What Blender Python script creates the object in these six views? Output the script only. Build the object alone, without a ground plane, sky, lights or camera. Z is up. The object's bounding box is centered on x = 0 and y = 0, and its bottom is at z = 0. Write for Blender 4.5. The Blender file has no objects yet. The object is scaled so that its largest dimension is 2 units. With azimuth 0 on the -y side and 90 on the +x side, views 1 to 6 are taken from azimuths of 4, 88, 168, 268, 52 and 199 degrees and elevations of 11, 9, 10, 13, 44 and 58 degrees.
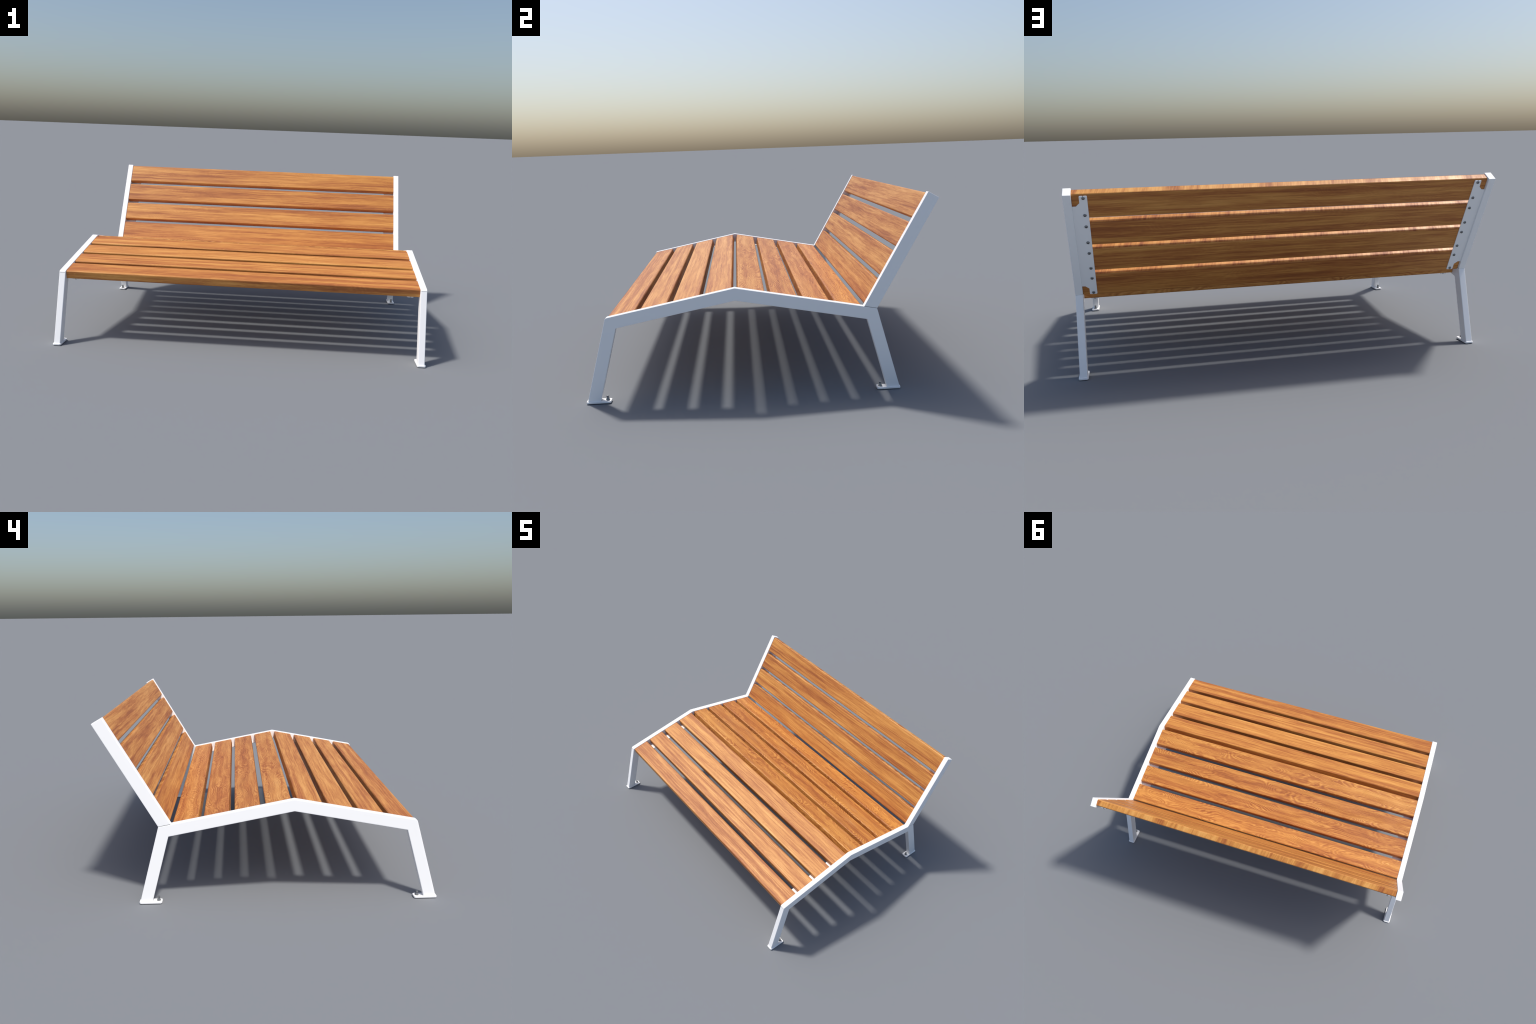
import bpy, bmesh, math, random
from mathutils import Vector, Matrix

random.seed(7)
C, S = math.cos, math.sin

# ------------------------------------------------------------------ layout
# Side profile in the (y, z) plane.
TUBE = 0.0565                 # depth of the frame tube
X_IN, X_OUT = 0.9600, 0.9942  # tube inner / outer wall
SLOPE = math.radians(10.75)   # seat halves fall away from the ridge
LEAN = math.radians(30.0)     # backrest recline
SPLAY = math.radians(15.0)    # leg splay
RIDGE = Vector((-0.1163, 0.5030))
HALF = 0.5914                 # ridge to front corner / to backrest corner
FOOT = 0.009                  # foot plate thickness

fwd = Vector((-C(SLOPE), -S(SLOPE)))          # ridge -> front
rear = Vector((C(SLOPE), -S(SLOPE)))          # ridge -> rear
up_f = Vector((-S(SLOPE), C(SLOPE)))
up_r = Vector((S(SLOPE), C(SLOPE)))
bdir = Vector((S(LEAN), C(LEAN)))             # up the backrest
bnrm = Vector((-C(LEAN), S(LEAN)))            # out of the backrest face
FRONT = RIDGE + fwd * HALF
INNER = RIDGE + rear * HALF
REAR = INNER + rear * (TUBE / rear.dot(-bnrm))
leg_f = Vector((-S(SPLAY), -C(SPLAY)))
leg_r = Vector((S(SPLAY), -C(SPLAY)))


def meet(p, d, q, e):
    """intersection of two lines p + a d, q + b e"""
    det = d.x * -e.y + e.x * d.y
    r = q - p
    a = (r.x * -e.y + e.x * r.y) / det
    return p + d * a


# ------------------------------------------------------------------ helpers
def link(name, mesh, mat, parent=None):
    ob = bpy.data.objects.new(name, mesh)
    bpy.context.scene.collection.objects.link(ob)
    if mat and not mesh.materials:
        mesh.materials.append(mat)
    if parent:
        ob.parent = parent
    return ob


def round_poly(pts, radii, seg=5):
    """replace polygon corners by arcs"""
    out = []
    n = len(pts)
    for i, p in enumerate(pts):
        r = radii[i]
        if r <= 0:
            out.append(Vector(p))
            continue
        a, b = Vector(pts[i - 1]), Vector(pts[(i + 1) % n])
        p = Vector(p)
        u, v = (a - p).normalized(), (b - p).normalized()
        ang = u.angle(v)
        t = r / math.tan(ang / 2)
        c = p + (u + v).normalized() * (r / S(ang / 2))
        s0, s1 = p + u * t - c, p + v * t - c
        sweep = math.pi - ang
        sgn = 1 if s0.x * s1.y - s0.y * s1.x > 0 else -1
        for k in range(seg + 1):
            w = sgn * sweep * k / seg
            out.append(c + Vector((s0.x * C(w) - s0.y * S(w), s0.x * S(w) + s0.y * C(w))))
    return out


def prism(pts, place, lo, hi, bevel=0.0, seg=2, open_sides=()):
    """extrude a polygon between two levels; place(a, b, level) -> xyz;
    the rims of both caps are rounded off; open_sides (by first corner) are
    mitre cuts: no rounding and no face there"""
    bm = bmesh.new()
    bot = [bm.verts.new(place(p.x, p.y, lo)) for p in pts]
    top = [bm.verts.new(place(p.x, p.y, hi)) for p in pts]
    n = len(pts)
    f0 = bm.faces.new(bot)
    f1 = bm.faces.new(top)
    mitre = []
    for i in range(n):
        fc = bm.faces.new((bot[i], bot[(i + 1) % n], top[(i + 1) % n], top[i]))
        if i in open_sides:
            mitre.append(fc)
    bmesh.ops.recalc_face_normals(bm, faces=bm.faces[:])
    if bevel > 0:
        rim = (set(f0.edges) | set(f1.edges)) - {e for fc in mitre for e in fc.edges}
        rim = list(rim)
        bmesh.ops.bevel(bm, geom=rim, offset=bevel, segments=seg, profile=0.5,
                        affect='EDGES', clamp_overlap=True)
    if mitre:
        bmesh.ops.delete(bm, geom=[fc for fc in mitre if fc.is_valid], context='FACES_ONLY')
    return bm


def to_mesh(bm, name, smooth=None):
    bmesh.ops.recalc_face_normals(bm, faces=bm.faces[:])
    me = bpy.data.meshes.new(name)
    for f in bm.faces:
        f.smooth = bool(smooth)
    bm.to_mesh(me)
    bm.free()
    if smooth:
        for p in me.polygons:
            p.use_smooth = True
        me.set_sharp_from_angle(angle=math.radians(smooth))
    return me


def lathe(profile, name, seg=24, smooth=40, facets=None):
    """revolve (r, z) pairs about z"""
    bm = bmesh.new()
    rings = []
    for i, (r, z) in enumerate(profile):
        k = facets[i] if facets else 0
        if r < 1e-6:
            rings.append([bm.verts.new((0, 0, z))])
            continue
        ring = []
        for j in range(seg):
            a = 2 * math.pi * j / seg
            rr = r
            if k:        # hexagonal cross-section
                w = (a % (math.pi / 3)) - math.pi / 6
                rr = r * C(math.pi / 6) / C(w)
            ring.append(bm.verts.new((rr * C(a), rr * S(a), z)))
        rings.append(ring)
    for a, b in zip(rings, rings[1:]):
        for j in range(seg):
            q = (j + 1) % seg
            if len(a) == 1:
                bm.faces.new((a[0], b[j], b[q]))
            elif len(b) == 1:
                bm.faces.new((a[j], a[q], b[0]))
            else:
                bm.faces.new((a[j], a[q], b[q], b[j]))
    return to_mesh(bm, name, smooth)


# ------------------------------------------------------------------ materials
class Net:
    def __init__(self, name):
        self.mat = bpy.data.materials.new(name)
        self.mat.use_nodes = True
        self.t = self.mat.node_tree
        self.t.nodes.clear()
        out = self.t.nodes.new('ShaderNodeOutputMaterial')
        self.b = self.t.nodes.new('ShaderNodeBsdfPrincipled')
        self.t.links.new(self.b.outputs[0], out.inputs[0])

    def n(self, kind, **kw):
        nd = self.t.nodes.new('ShaderNode' + kind)
        for k, v in kw.items():
            setattr(nd, k, v)
        return nd

    def put(self, src, dst):
        if isinstance(src, (int, float, tuple, list)):
            dst.default_value = src
        else:
            self.t.links.new(src, dst)

    def math(self, op, a, b=0.0, c=0.0, clamp=False):
        nd = self.n('Math', operation=op, use_clamp=clamp)
        for i, v in enumerate((a, b, c)):
            self.put(v, nd.inputs[i])
        return nd.outputs[0]

    def vec(self, op, a, b):
        nd = self.n('VectorMath', operation=op)
        self.put(a, nd.inputs[0])
        self.put(b, nd.inputs[1])
        return nd.outputs[0]

    def noise(self, vec, scale, detail=2.0, rough=0.5, dist=0.0):
        nd = self.n('TexNoise')
        self.put(vec, nd.inputs['Vector'])
        nd.inputs['Scale'].default_value = scale
        nd.inputs['Detail'].default_value = detail
        nd.inputs['Roughness'].default_value = rough
        nd.inputs['Distortion'].default_value = dist
        return nd.outputs['Fac']

    def stretch(self, vec, sc):
        return self.vec('MULTIPLY', vec, sc)

    def ramp(self, fac, stops):
        nd = self.n('ValToRGB')
        el = nd.color_ramp.elements
        while len(el) < len(stops):
            el.new(0.5)
        for e, (p, c) in zip(el, stops):
            e.position = p
            e.color = (*c, 1)
        self.put(fac, nd.inputs[0])
        return nd.outputs[0]

    def remap(self, v, a, b, c=0.0, d=1.0):
        nd = self.n('MapRange', clamp=True)
        for i, x in enumerate((v, a, b, c, d)):
            self.put(x, nd.inputs[i])
        return nd.outputs[0]

    def mix(self, fac, a, b, blend='MIX'):
        nd = self.n('Mix', data_type='RGBA', blend_type=blend)
        self.put(fac, nd.inputs[0])
        self.put(a, nd.inputs[6])
        self.put(b, nd.inputs[7])
        return nd.outputs[2]


def wood(name, figure, end_streaks):
    """oiled hardwood: grain along the local x axis.
    figure       how much cathedral (looping) grain shows
    end_streaks  short cross streaks on the upper edge of a board"""
    w = Net(name)
    tc = w.n('TexCoord')
    rnd = w.n('ObjectInfo').outputs['Random']
    comb = w.n('CombineXYZ')
    w.put(w.math('MULTIPLY', rnd, 37.0), comb.inputs[0])
    w.put(w.math('MULTIPLY', rnd, 11.3), comb.inputs[1])
    w.put(w.math('MULTIPLY', rnd, 5.7), comb.inputs[2])
    p = w.vec('ADD', tc.outputs['Object'], comb.outputs[0])

    # the grain wanders a little from side to side
    sway = w.noise(w.stretch(p, (2.6, 5.0, 4.0)), 1.0, 2.0, 0.5)
    sway2 = w.noise(w.stretch(p, (11.0, 16.0, 14.0)), 1.0, 2.0, 0.5)
    off = w.math('MULTIPLY', w.math('SUBTRACT', sway, 0.5), 0.014 + 0.050 * figure)
    off = w.math('MULTIPLY_ADD', w.math('SUBTRACT', sway2, 0.5), 0.0025 + 0.017 * figure, off)
    sh = w.n('CombineXYZ')
    w.put(off, sh.inputs[1])
    w.put(w.math('MULTIPLY', off, 0.6), sh.inputs[2])
    g = w.vec('ADD', p, sh.outputs[0])

    # broad light and dark bands, long blotches, streaks
    band = w.noise(w.stretch(g, (0.85, 26.0, 22.0)), 1.0, 2.0, 0.5)
    blotch = w.noise(w.stretch(g, (5.0, 32.0, 28.0)), 1.0, 2.0, 0.5)
    streak = w.noise(w.stretch(g, (2.0, 110.0, 95.0)), 1.0, 2.0, 0.55)
    # fibres
    fibre = w.noise(w.stretch(g, (7.0, 260.0, 220.0)), 1.0, 2.0, 0.6)
    fine = w.noise(w.stretch(g, (30.0, 620.0, 560.0)), 1.0, 2.0, 0.6)
    # flecks
    fleck = w.noise(w.stretch(g, (55.0, 240.0, 240.0)), 1.0, 1.0, 0.5)
    patch = w.noise(w.stretch(p, (9.0, 30.0, 30.0)), 1.0, 1.0, 0.5)
    fleck = w.math('MULTIPLY', w.remap(fleck, 0.66, 0.78), w.remap(patch, 0.5, 0.68))

    # looping grain: contour lines of a soft height field
    field = w.noise(w.stretch(p, (2.7, 10.0, 8.0)), 1.0, 1.0, 0.4, 0.25)
    sep = w.n('SeparateXYZ')
    w.put(p, sep.inputs[0])
    wob = w.noise(w.stretch(p, (20.0, 46.0, 40.0)), 1.0, 2.0, 0.55)
    f = w.math('ADD', w.math('MULTIPLY', field, 175.0), w.math('MULTIPLY', sep.outputs[1], 430.0))
    f = w.math('ADD', f, w.math('MULTIPLY', wob, 9.0))
    tri = w.math('PINGPONG', w.math('MULTIPLY', f, 0.159), 0.5)
    rings = w.remap(tri, 0.06, 0.46, -0.5, 0.5)
    breakup = w.remap(w.noise(w.stretch(p, (6.0, 20.0, 18.0)), 1.0, 2.0, 0.55), 0.40, 0.60, 0.12, 1.0)
    rings = w.math('MULTIPLY', rings, breakup)

    v = w.math('MULTIPLY_ADD', w.math('SUBTRACT', band, 0.5), 1.25 - 0.10 * figure, 0.455)
    v = w.math('MULTIPLY_ADD', w.math('SUBTRACT', blotch, 0.5), 0.60, v)
    v = w.math('MULTIPLY_ADD', w.math('SUBTRACT', streak, 0.5), 0.95 - 0.35 * figure, v)
    v = w.math('MULTIPLY_ADD', w.math('SUBTRACT', fibre, 0.5), 0.90 - 0.2 * figure, v)
    v = w.math('MULTIPLY_ADD', w.math('SUBTRACT', fine, 0.5), 0.35, v)
    v = w.math('MULTIPLY_ADD', rings, 0.03 + 0.43 * figure, v)
    v = w.math('MULTIPLY_ADD', fleck, 0.24, v)
    # boards differ a little in tone
    tone = w.math('FRACT', w.math('MULTIPLY', rnd, 91.7))
    v = w.math('MULTIPLY_ADD', w.math('SUBTRACT', tone, 0.5), 0.13, v)

    if end_streaks:
        nsep = w.n('SeparateXYZ')
        w.put(tc.outputs['Normal'], nsep.inputs[0])
        edge = w.remap(nsep.outputs[1], 0.75, 0.95)
        sk = w.n('CombineXYZ')            # slightly slanted streaks
        osep = w.n('SeparateXYZ')
        w.put(p, osep.inputs[0])
        w.put(w.math('MULTIPLY_ADD', osep.outputs[2], 0.22, osep.outputs[0]), sk.inputs[0])
        w.put(osep.outputs[1], sk.inputs[1])
        w.put(osep.outputs[2], sk.inputs[2])
        st = w.noise(w.stretch(sk.outputs[0], (75.0, 3.0, 6.0)), 1.0, 3.0, 0.6)
        big = w.noise(w.stretch(sk.outputs[0], (14.0, 2.0, 5.0)), 1.0, 1.0, 0.5)
        sv = w.math('MULTIPLY_ADD', w.math('SUBTRACT', st, 0.5), 1.9, 0.66)
        sv = w.math('MULTIPLY_ADD', w.math('SUBTRACT', big, 0.5), 1.7, sv)
        mx = w.n('Mix', data_type='FLOAT')
        w.put(edge, mx.inputs[0])
        w.put(v, mx.inputs[2])
        w.put(sv, mx.inputs[3])
        v = mx.outputs[0]

    col = w.ramp(v, [(0.05, (0.325, 0.095, 0.021)),
                     (0.30, (0.450, 0.152, 0.033)),
                     (0.52, (0.560, 0.225, 0.048)),
                     (0.76, (0.675, 0.300, 0.070)),
                     (1.00, (0.760, 0.380, 0.105))])
    w.put(col, w.b.inputs['Base Color'])
    rough = w.remap(v, 0.2, 0.9, 0.55, 0.42)
    w.put(rough, w.b.inputs['Roughness'])
    w.b.inputs['Specular IOR Level'].default_value = 0.45
    h = w.math('MULTIPLY_ADD', fibre, 0.5, w.math('MULTIPLY', rings, 0.9 * figure))
    bp = w.n('Bump')
    bp.inputs['Strength'].default_value = 0.30 + 0.35 * figure
    bp.inputs['Distance'].default_value = 0.0012
    w.put(h, bp.inputs['Height'])
    w.put(bp.outputs[0], w.b.inputs['Normal'])
    return w.mat


def paint():
    w = Net('white_powder_coat')
    tc = w.n('TexCoord')
    nz = w.noise(tc.outputs['Object'], 900.0, 2.0, 0.5)
    tone = w.noise(tc.outputs['Object'], 3.0, 2.0, 0.5)
    w.put(w.mix(tone, (0.99, 0.99, 0.99, 1), (1.0, 1.0, 1.0, 1)), w.b.inputs['Base Color'])  # base lightened to near pure white, with sheen, to reach sunlit-face glare
    w.b.inputs['Roughness'].default_value = 0.5
    w.b.inputs['Specular IOR Level'].default_value = 0.3
    w.b.inputs['Sheen Weight'].default_value = 0.5
    bp = w.n('Bump')
    bp.inputs['Strength'].default_value = 0.05
    bp.inputs['Distance'].default_value = 0.0004
    w.put(nz, bp.inputs['Height'])
    w.put(bp.outputs[0], w.b.inputs['Normal'])
    return w.mat


def steel():
    w = Net('grey_steel')
    tc = w.n('TexCoord')
    nz = w.noise(tc.outputs['Object'], 350.0, 2.0, 0.6)
    w.put(w.mix(nz, (0.20, 0.205, 0.21, 1), (0.36, 0.36, 0.355, 1)), w.b.inputs['Base Color'])
    w.b.inputs['Metallic'].default_value = 0.85
    w.b.inputs['Roughness'].default_value = 0.38
    return w.mat


def dark_line_mat():
    w = Net('dark_line_grey')
    tc = w.n('TexCoord')
    nz = w.noise(tc.outputs['Object'], 120.0)
    w.put(w.mix(nz, (0.12, 0.125, 0.13, 1), (0.2, 0.2, 0.2, 1)), w.b.inputs['Base Color'])
    w.b.inputs['Roughness'].default_value = 0.8
    return w.mat


WHITE = paint()
STEEL = steel()
DARK_LINE = dark_line_mat()
WOOD_STRAIGHT = wood('oiled_wood_straight_grain', 0.15, False)
WOOD_FIGURED = wood('oiled_wood_looping_grain', 1.0, False)
WOOD_BACK = wood('oiled_wood_backrest', 0.10, True)

# ------------------------------------------------------------------ the bench
bench = bpy.data.objects.new('bench', None)
bpy.context.scene.collection.objects.link(bench)
bench.empty_display_size = 0.2
bench["label"] = "wide wooden slat lounge bench with white metal frame"
bench["category"] = "bench"

# ---- slats -----------------------------------------------------------------
SINK = 0.003      # slat face below tube face
SEAT_THICK = 0.0455
BACK_THICK = 0.0400
SEAT_ROW = (0.0155, 0.1235, 0.1495)    # start from ridge, slat width, pitch
BACK_ROW = (0.0045, 0.1262, 0.1497)    # start from the seat corner, ...
LEN = 2 * (X_IN - 0.0004)


def slat_mesh(name, mat, width, thick):
    bm = bmesh.new()
    bmesh.ops.create_cube(bm, size=1.0)
    bmesh.ops.scale(bm, verts=bm.verts[:], vec=(LEN, width, thick))
    long_edges = [e for e in bm.edges if abs(e.verts[0].co.x - e.verts[1].co.x) > 1]
    bmesh.ops.bevel(bm, geom=long_edges, offset=0.0068, segments=4, profile=0.5, affect='EDGES')
    rims = [e for e in bm.edges if abs(abs(e.verts[0].co.x) - LEN / 2) < 1e-5
            and abs(abs(e.verts[1].co.x) - LEN / 2) < 1e-5]
    bmesh.ops.bevel(bm, geom=rims, offset=0.0018, segments=2, profile=0.5, affect='EDGES')
    me = to_mesh(bm, name, 60)
    tmp = bpy.data.objects.new('tmp', me)
    bpy.context.scene.collection.objects.link(tmp)
    m = tmp.modifiers.new('wn', 'WEIGHTED_NORMAL')
    m.keep_sharp = True
    dg = bpy.context.evaluated_depsgraph_get()
    res = bpy.data.meshes.new_from_object(tmp.evaluated_get(dg))
    bpy.data.objects.remove(tmp)
    bpy.data.meshes.remove(me)
    res.name = name
    res.materials.clear()
    res.materials.append(mat)
    return res


def lay(name, mesh, origin, d, nrm, row, thick, flip=1):
    """four slats side by side along direction d, faces towards nrm"""
    start, width, pitch = row
    for k in range(4):
        ctr = origin + d * (start + width / 2 + pitch * k) - nrm * (SINK + thick / 2)
        ob = link(name, mesh, None, bench)
        # local y follows d on the backrest, +y world-ish on the seat
        yd = d * flip
        zx = Vector((0, nrm.x, nrm.y))
        yx = Vector((0, yd.x, yd.y))
        xx = yx.cross(zx)
        m = Matrix((xx, yx, zx)).transposed().to_4x4()
        m.translation = (0, ctr.x, ctr.y)
        ob.matrix_local = m


lay('seat_slat', slat_mesh('seat_slat', WOOD_STRAIGHT, SEAT_ROW[1], SEAT_THICK), RIDGE, fwd, up_f, SEAT_ROW, SEAT_THICK, -1)
lay('seat_slat', slat_mesh('seat_slat_figured', WOOD_FIGURED, SEAT_ROW[1], SEAT_THICK), RIDGE, rear, up_r, SEAT_ROW, SEAT_THICK, 1)
lay('backrest_slat', slat_mesh('backrest_slat', WOOD_BACK, BACK_ROW[1], BACK_THICK), INNER, bdir, bnrm, BACK_ROW, BACK_THICK, 1)

# ---- side frames -------------------------------------------------------------
under_ridge = meet(FRONT - up_f * TUBE, fwd, INNER - up_r * TUBE, rear)
nf = Vector((C(SPLAY), -S(SPLAY)))    # inward from the front leg's front face
nr = Vector((-C(SPLAY), -S(SPLAY)))   # inward from the rear leg's rear face
crotch_f = meet(FRONT - up_f * TUBE, fwd, FRONT + nf * TUBE, leg_f)
crotch_r = meet(INNER - up_r * TUBE, rear, REAR + nr * TUBE, leg_r)
level = Vector((1, 0))
ground = Vector((0, FOOT - 0.001))
toe_f = meet(FRONT, leg_f, ground, level)
heel_f = meet(crotch_f, leg_f, ground, level)
toe_r = meet(REAR, leg_r, ground, level)
heel_r = meet(crotch_r, leg_r, ground, level)

corner_f = round_poly([toe_f, FRONT, RIDGE], [0, 0.013, 0], 6)[1:-1]
corner_r = round_poly([RIDGE, REAR, toe_r], [0, 0.0025, 0], 6)[1:-1]
beam_outline = corner_f[3:] + [RIDGE] + corner_r[:4] + [crotch_r, under_ridge, crotch_f]
leg_outlines = ([crotch_f, heel_f, toe_f] + corner_f[:4], corner_r[3:] + [toe_r, heel_r, crotch_r])


def yz(side):
    return lambda a, b, l: (side * l, a, b)


def xs_rect(c, hx, hy, r):
    pts = [Vector((c[0] + a * hx, c[1] + b * hy)) for a, b in ((-1, -1), (1, -1), (1, 1), (-1, 1))]
    return round_poly(pts, [r] * 4, 5)


PLATE = 0.0044                     # bracket sheet thickness
BR_X0, BR_X1 = 0.8945, X_IN + 0.001
SCREW_X = 0.9112
SCREW_OFF = 0.0443                 # screws either side of a slat's centre line


def bracket_outline(row):
    start, width, pitch = row
    s0 = start + width / 2 - SCREW_OFF
    s1 = start + 3 * pitch + width / 2 + SCREW_OFF
    lo, hi = s0 - 0.0108, s1 + 0.0112
    sl = 0.0012                    # half slot width
    pts = [(BR_X0, lo, .004), (SCREW_X - sl, lo, .0006), (SCREW_X - sl, s0, 0), (SCREW_X + sl, s0, 0),
           (SCREW_X + sl, lo, .0006), (0.9285, lo, .004), (0.9285, lo + .0360, .002), (0.9455, lo + .0510, .003),
           (BR_X1, lo + .0515, 0),
           (BR_X1, hi - .0535, 0), (0.9440, hi - .0532, .003), (0.9285, hi - .0365, .002), (0.9285, hi, .004),
           (SCREW_X + sl, hi, .0006), (SCREW_X + sl, s1, 0), (SCREW_X - sl, s1, 0), (SCREW_X - sl, hi, .0006),
           (BR_X0, hi, .004)]
    return round_poly([Vector(p[:2]) for p in pts], [p[2] for p in pts], 4)


# screw: button head with a socket
screw_mesh = lathe([(0.0, 0.0012), (0.0026, 0.0012), (0.0030, 0.0044), (0.0042, 0.0046), (0.0060, 0.0036),
                    (0.0072, 0.0018), (0.0076, 0.0), (0.0076, -0.001)], 'bracket_screw', 24, 50)
# anchor: washer, nut, stud end
anchor_mesh = lathe([(0.0094, 0.0), (0.0094, 0.0016), (0.0086, 0.0020), (0.0082, 0.0040), (0.0064, 0.0088),
                     (0.0046, 0.0118), (0.0046, 0.0148), (0.0062, 0.0158), (0.0066, 0.0190), (0.0054, 0.0212),
                     (0.0, 0.0216)], 'anchor_bolt', 24, 35)
screw_mesh.materials.append(STEEL)
anchor_mesh.materials.append(STEEL)


def frame(side):
    nb = len(beam_outline)
    beam = prism(beam_outline, yz(side), X_IN, X_OUT, 0.003, 3, (nb - 4, nb - 1))
    root = link('side_frame', to_mesh(beam, 'side_frame'), WHITE, bench)
    for poly in leg_outlines:
        leg = prism(poly, yz(side), X_IN, X_OUT, 0.003, 3, (len(poly) - 1,))
        link('leg', to_mesh(leg, 'leg'), WHITE, root)

    # upright that carries the backrest, standing on the beam with a hairline joint
    gap = 0.0010
    top = 0.5845
    a0 = INNER + bdir * gap
    a1 = REAR + bdir * gap
    b0 = INNER + bdir * top
    b1 = b0 - bnrm * TUBE
    post = prism(round_poly([a0, b0, b1, a1], [0, 0.003, 0.002, 0], 3), yz(side), X_IN, X_OUT, 0.003, 3)
    link('backrest_post', to_mesh(post, 'backrest_post'), WHITE, root)
    # thin dark strips: one at the post's foot, one just below the front corner
    m = (INNER + REAR) / 2
    half = (REAR - INNER).length / 2 - 0.0012
    w = rear
    pts = [m - w * half - bdir * .001, m + w * half - bdir * .001, m + w * half + bdir * .002, m - w * half + bdir * .002]
    link('dark_line', to_mesh(prism(pts, yz(side), X_IN + .0010, X_OUT - .0010), 'dark_line'), DARK_LINE, root)
    c = FRONT + leg_f * 0.0095 + nf * 0.0004
    pts = [c + leg_f * .0008 - nf * .0006, c + leg_f * .0008 + nf * .002, c - leg_f * .0008 + nf * .002,
           c - leg_f * .0008 - nf * .0006]
    link('dark_line', to_mesh(prism(pts, yz(side), X_IN + .003, X_OUT - .003), 'dark_line'), DARK_LINE, root)

    # feet
    for y0, y1, by in ((-0.8060, -0.6955, -0.7125), (0.5200, 0.6275, 0.5365)):
        pts = xs_rect((0.97775, (y0 + y1) / 2), 0.02225, (y1 - y0) / 2, 0.009)
        pl = prism(pts, lambda a, b, l: (side * a, b, l), 0.0, FOOT, 0.0018, 2)
        link('foot_plate', to_mesh(pl, 'foot_plate'), WHITE, root)
        an = link('anchor_bolt', anchor_mesh, None, root)
        an.location = (side * 0.9785, by, FOOT)
        an.rotation_euler = (0, 0, random.uniform(0, 1))

    # slat brackets: two under the seat, one behind the backrest
    for org, d, nrm, row, thick in ((RIDGE, fwd, up_f, SEAT_ROW, SEAT_THICK), (RIDGE, rear, up_r, SEAT_ROW, SEAT_THICK),
                                     (INNER, bdir, bnrm, BACK_ROW, BACK_THICK)):
        depth = SINK + thick
        def place(a, b, l, org=org, d=d, nrm=nrm):
            q = org + d * b - nrm * l
            return (side * a, q.x, q.y)
        br = prism(bracket_outline(row), place, depth + .0003, depth + PLATE, 0.0006, 1)
        link('slat_bracket', to_mesh(br, 'slat_bracket'), WHITE, root)
        zx = -Vector((0, nrm.x, nrm.y))
        yx = Vector((0, d.x, d.y))
        rot = Matrix((yx.cross(zx), yx, zx)).transposed().to_4x4()
        for k in range(4):
            for sg in (-1, 1):
                q = org + d * (row[0] + row[1] / 2 + row[2] * k + sg * SCREW_OFF) - nrm * (depth + PLATE)
                sc = link('bracket_screw', screw_mesh, None, root)
                mm = rot @ Matrix.Rotation(random.uniform(0, 6), 4, 'Z')
                mm.translation = (side * SCREW_X, q.x, q.y)
                sc.matrix_local = mm
    return root


frame(1)
frame(-1)
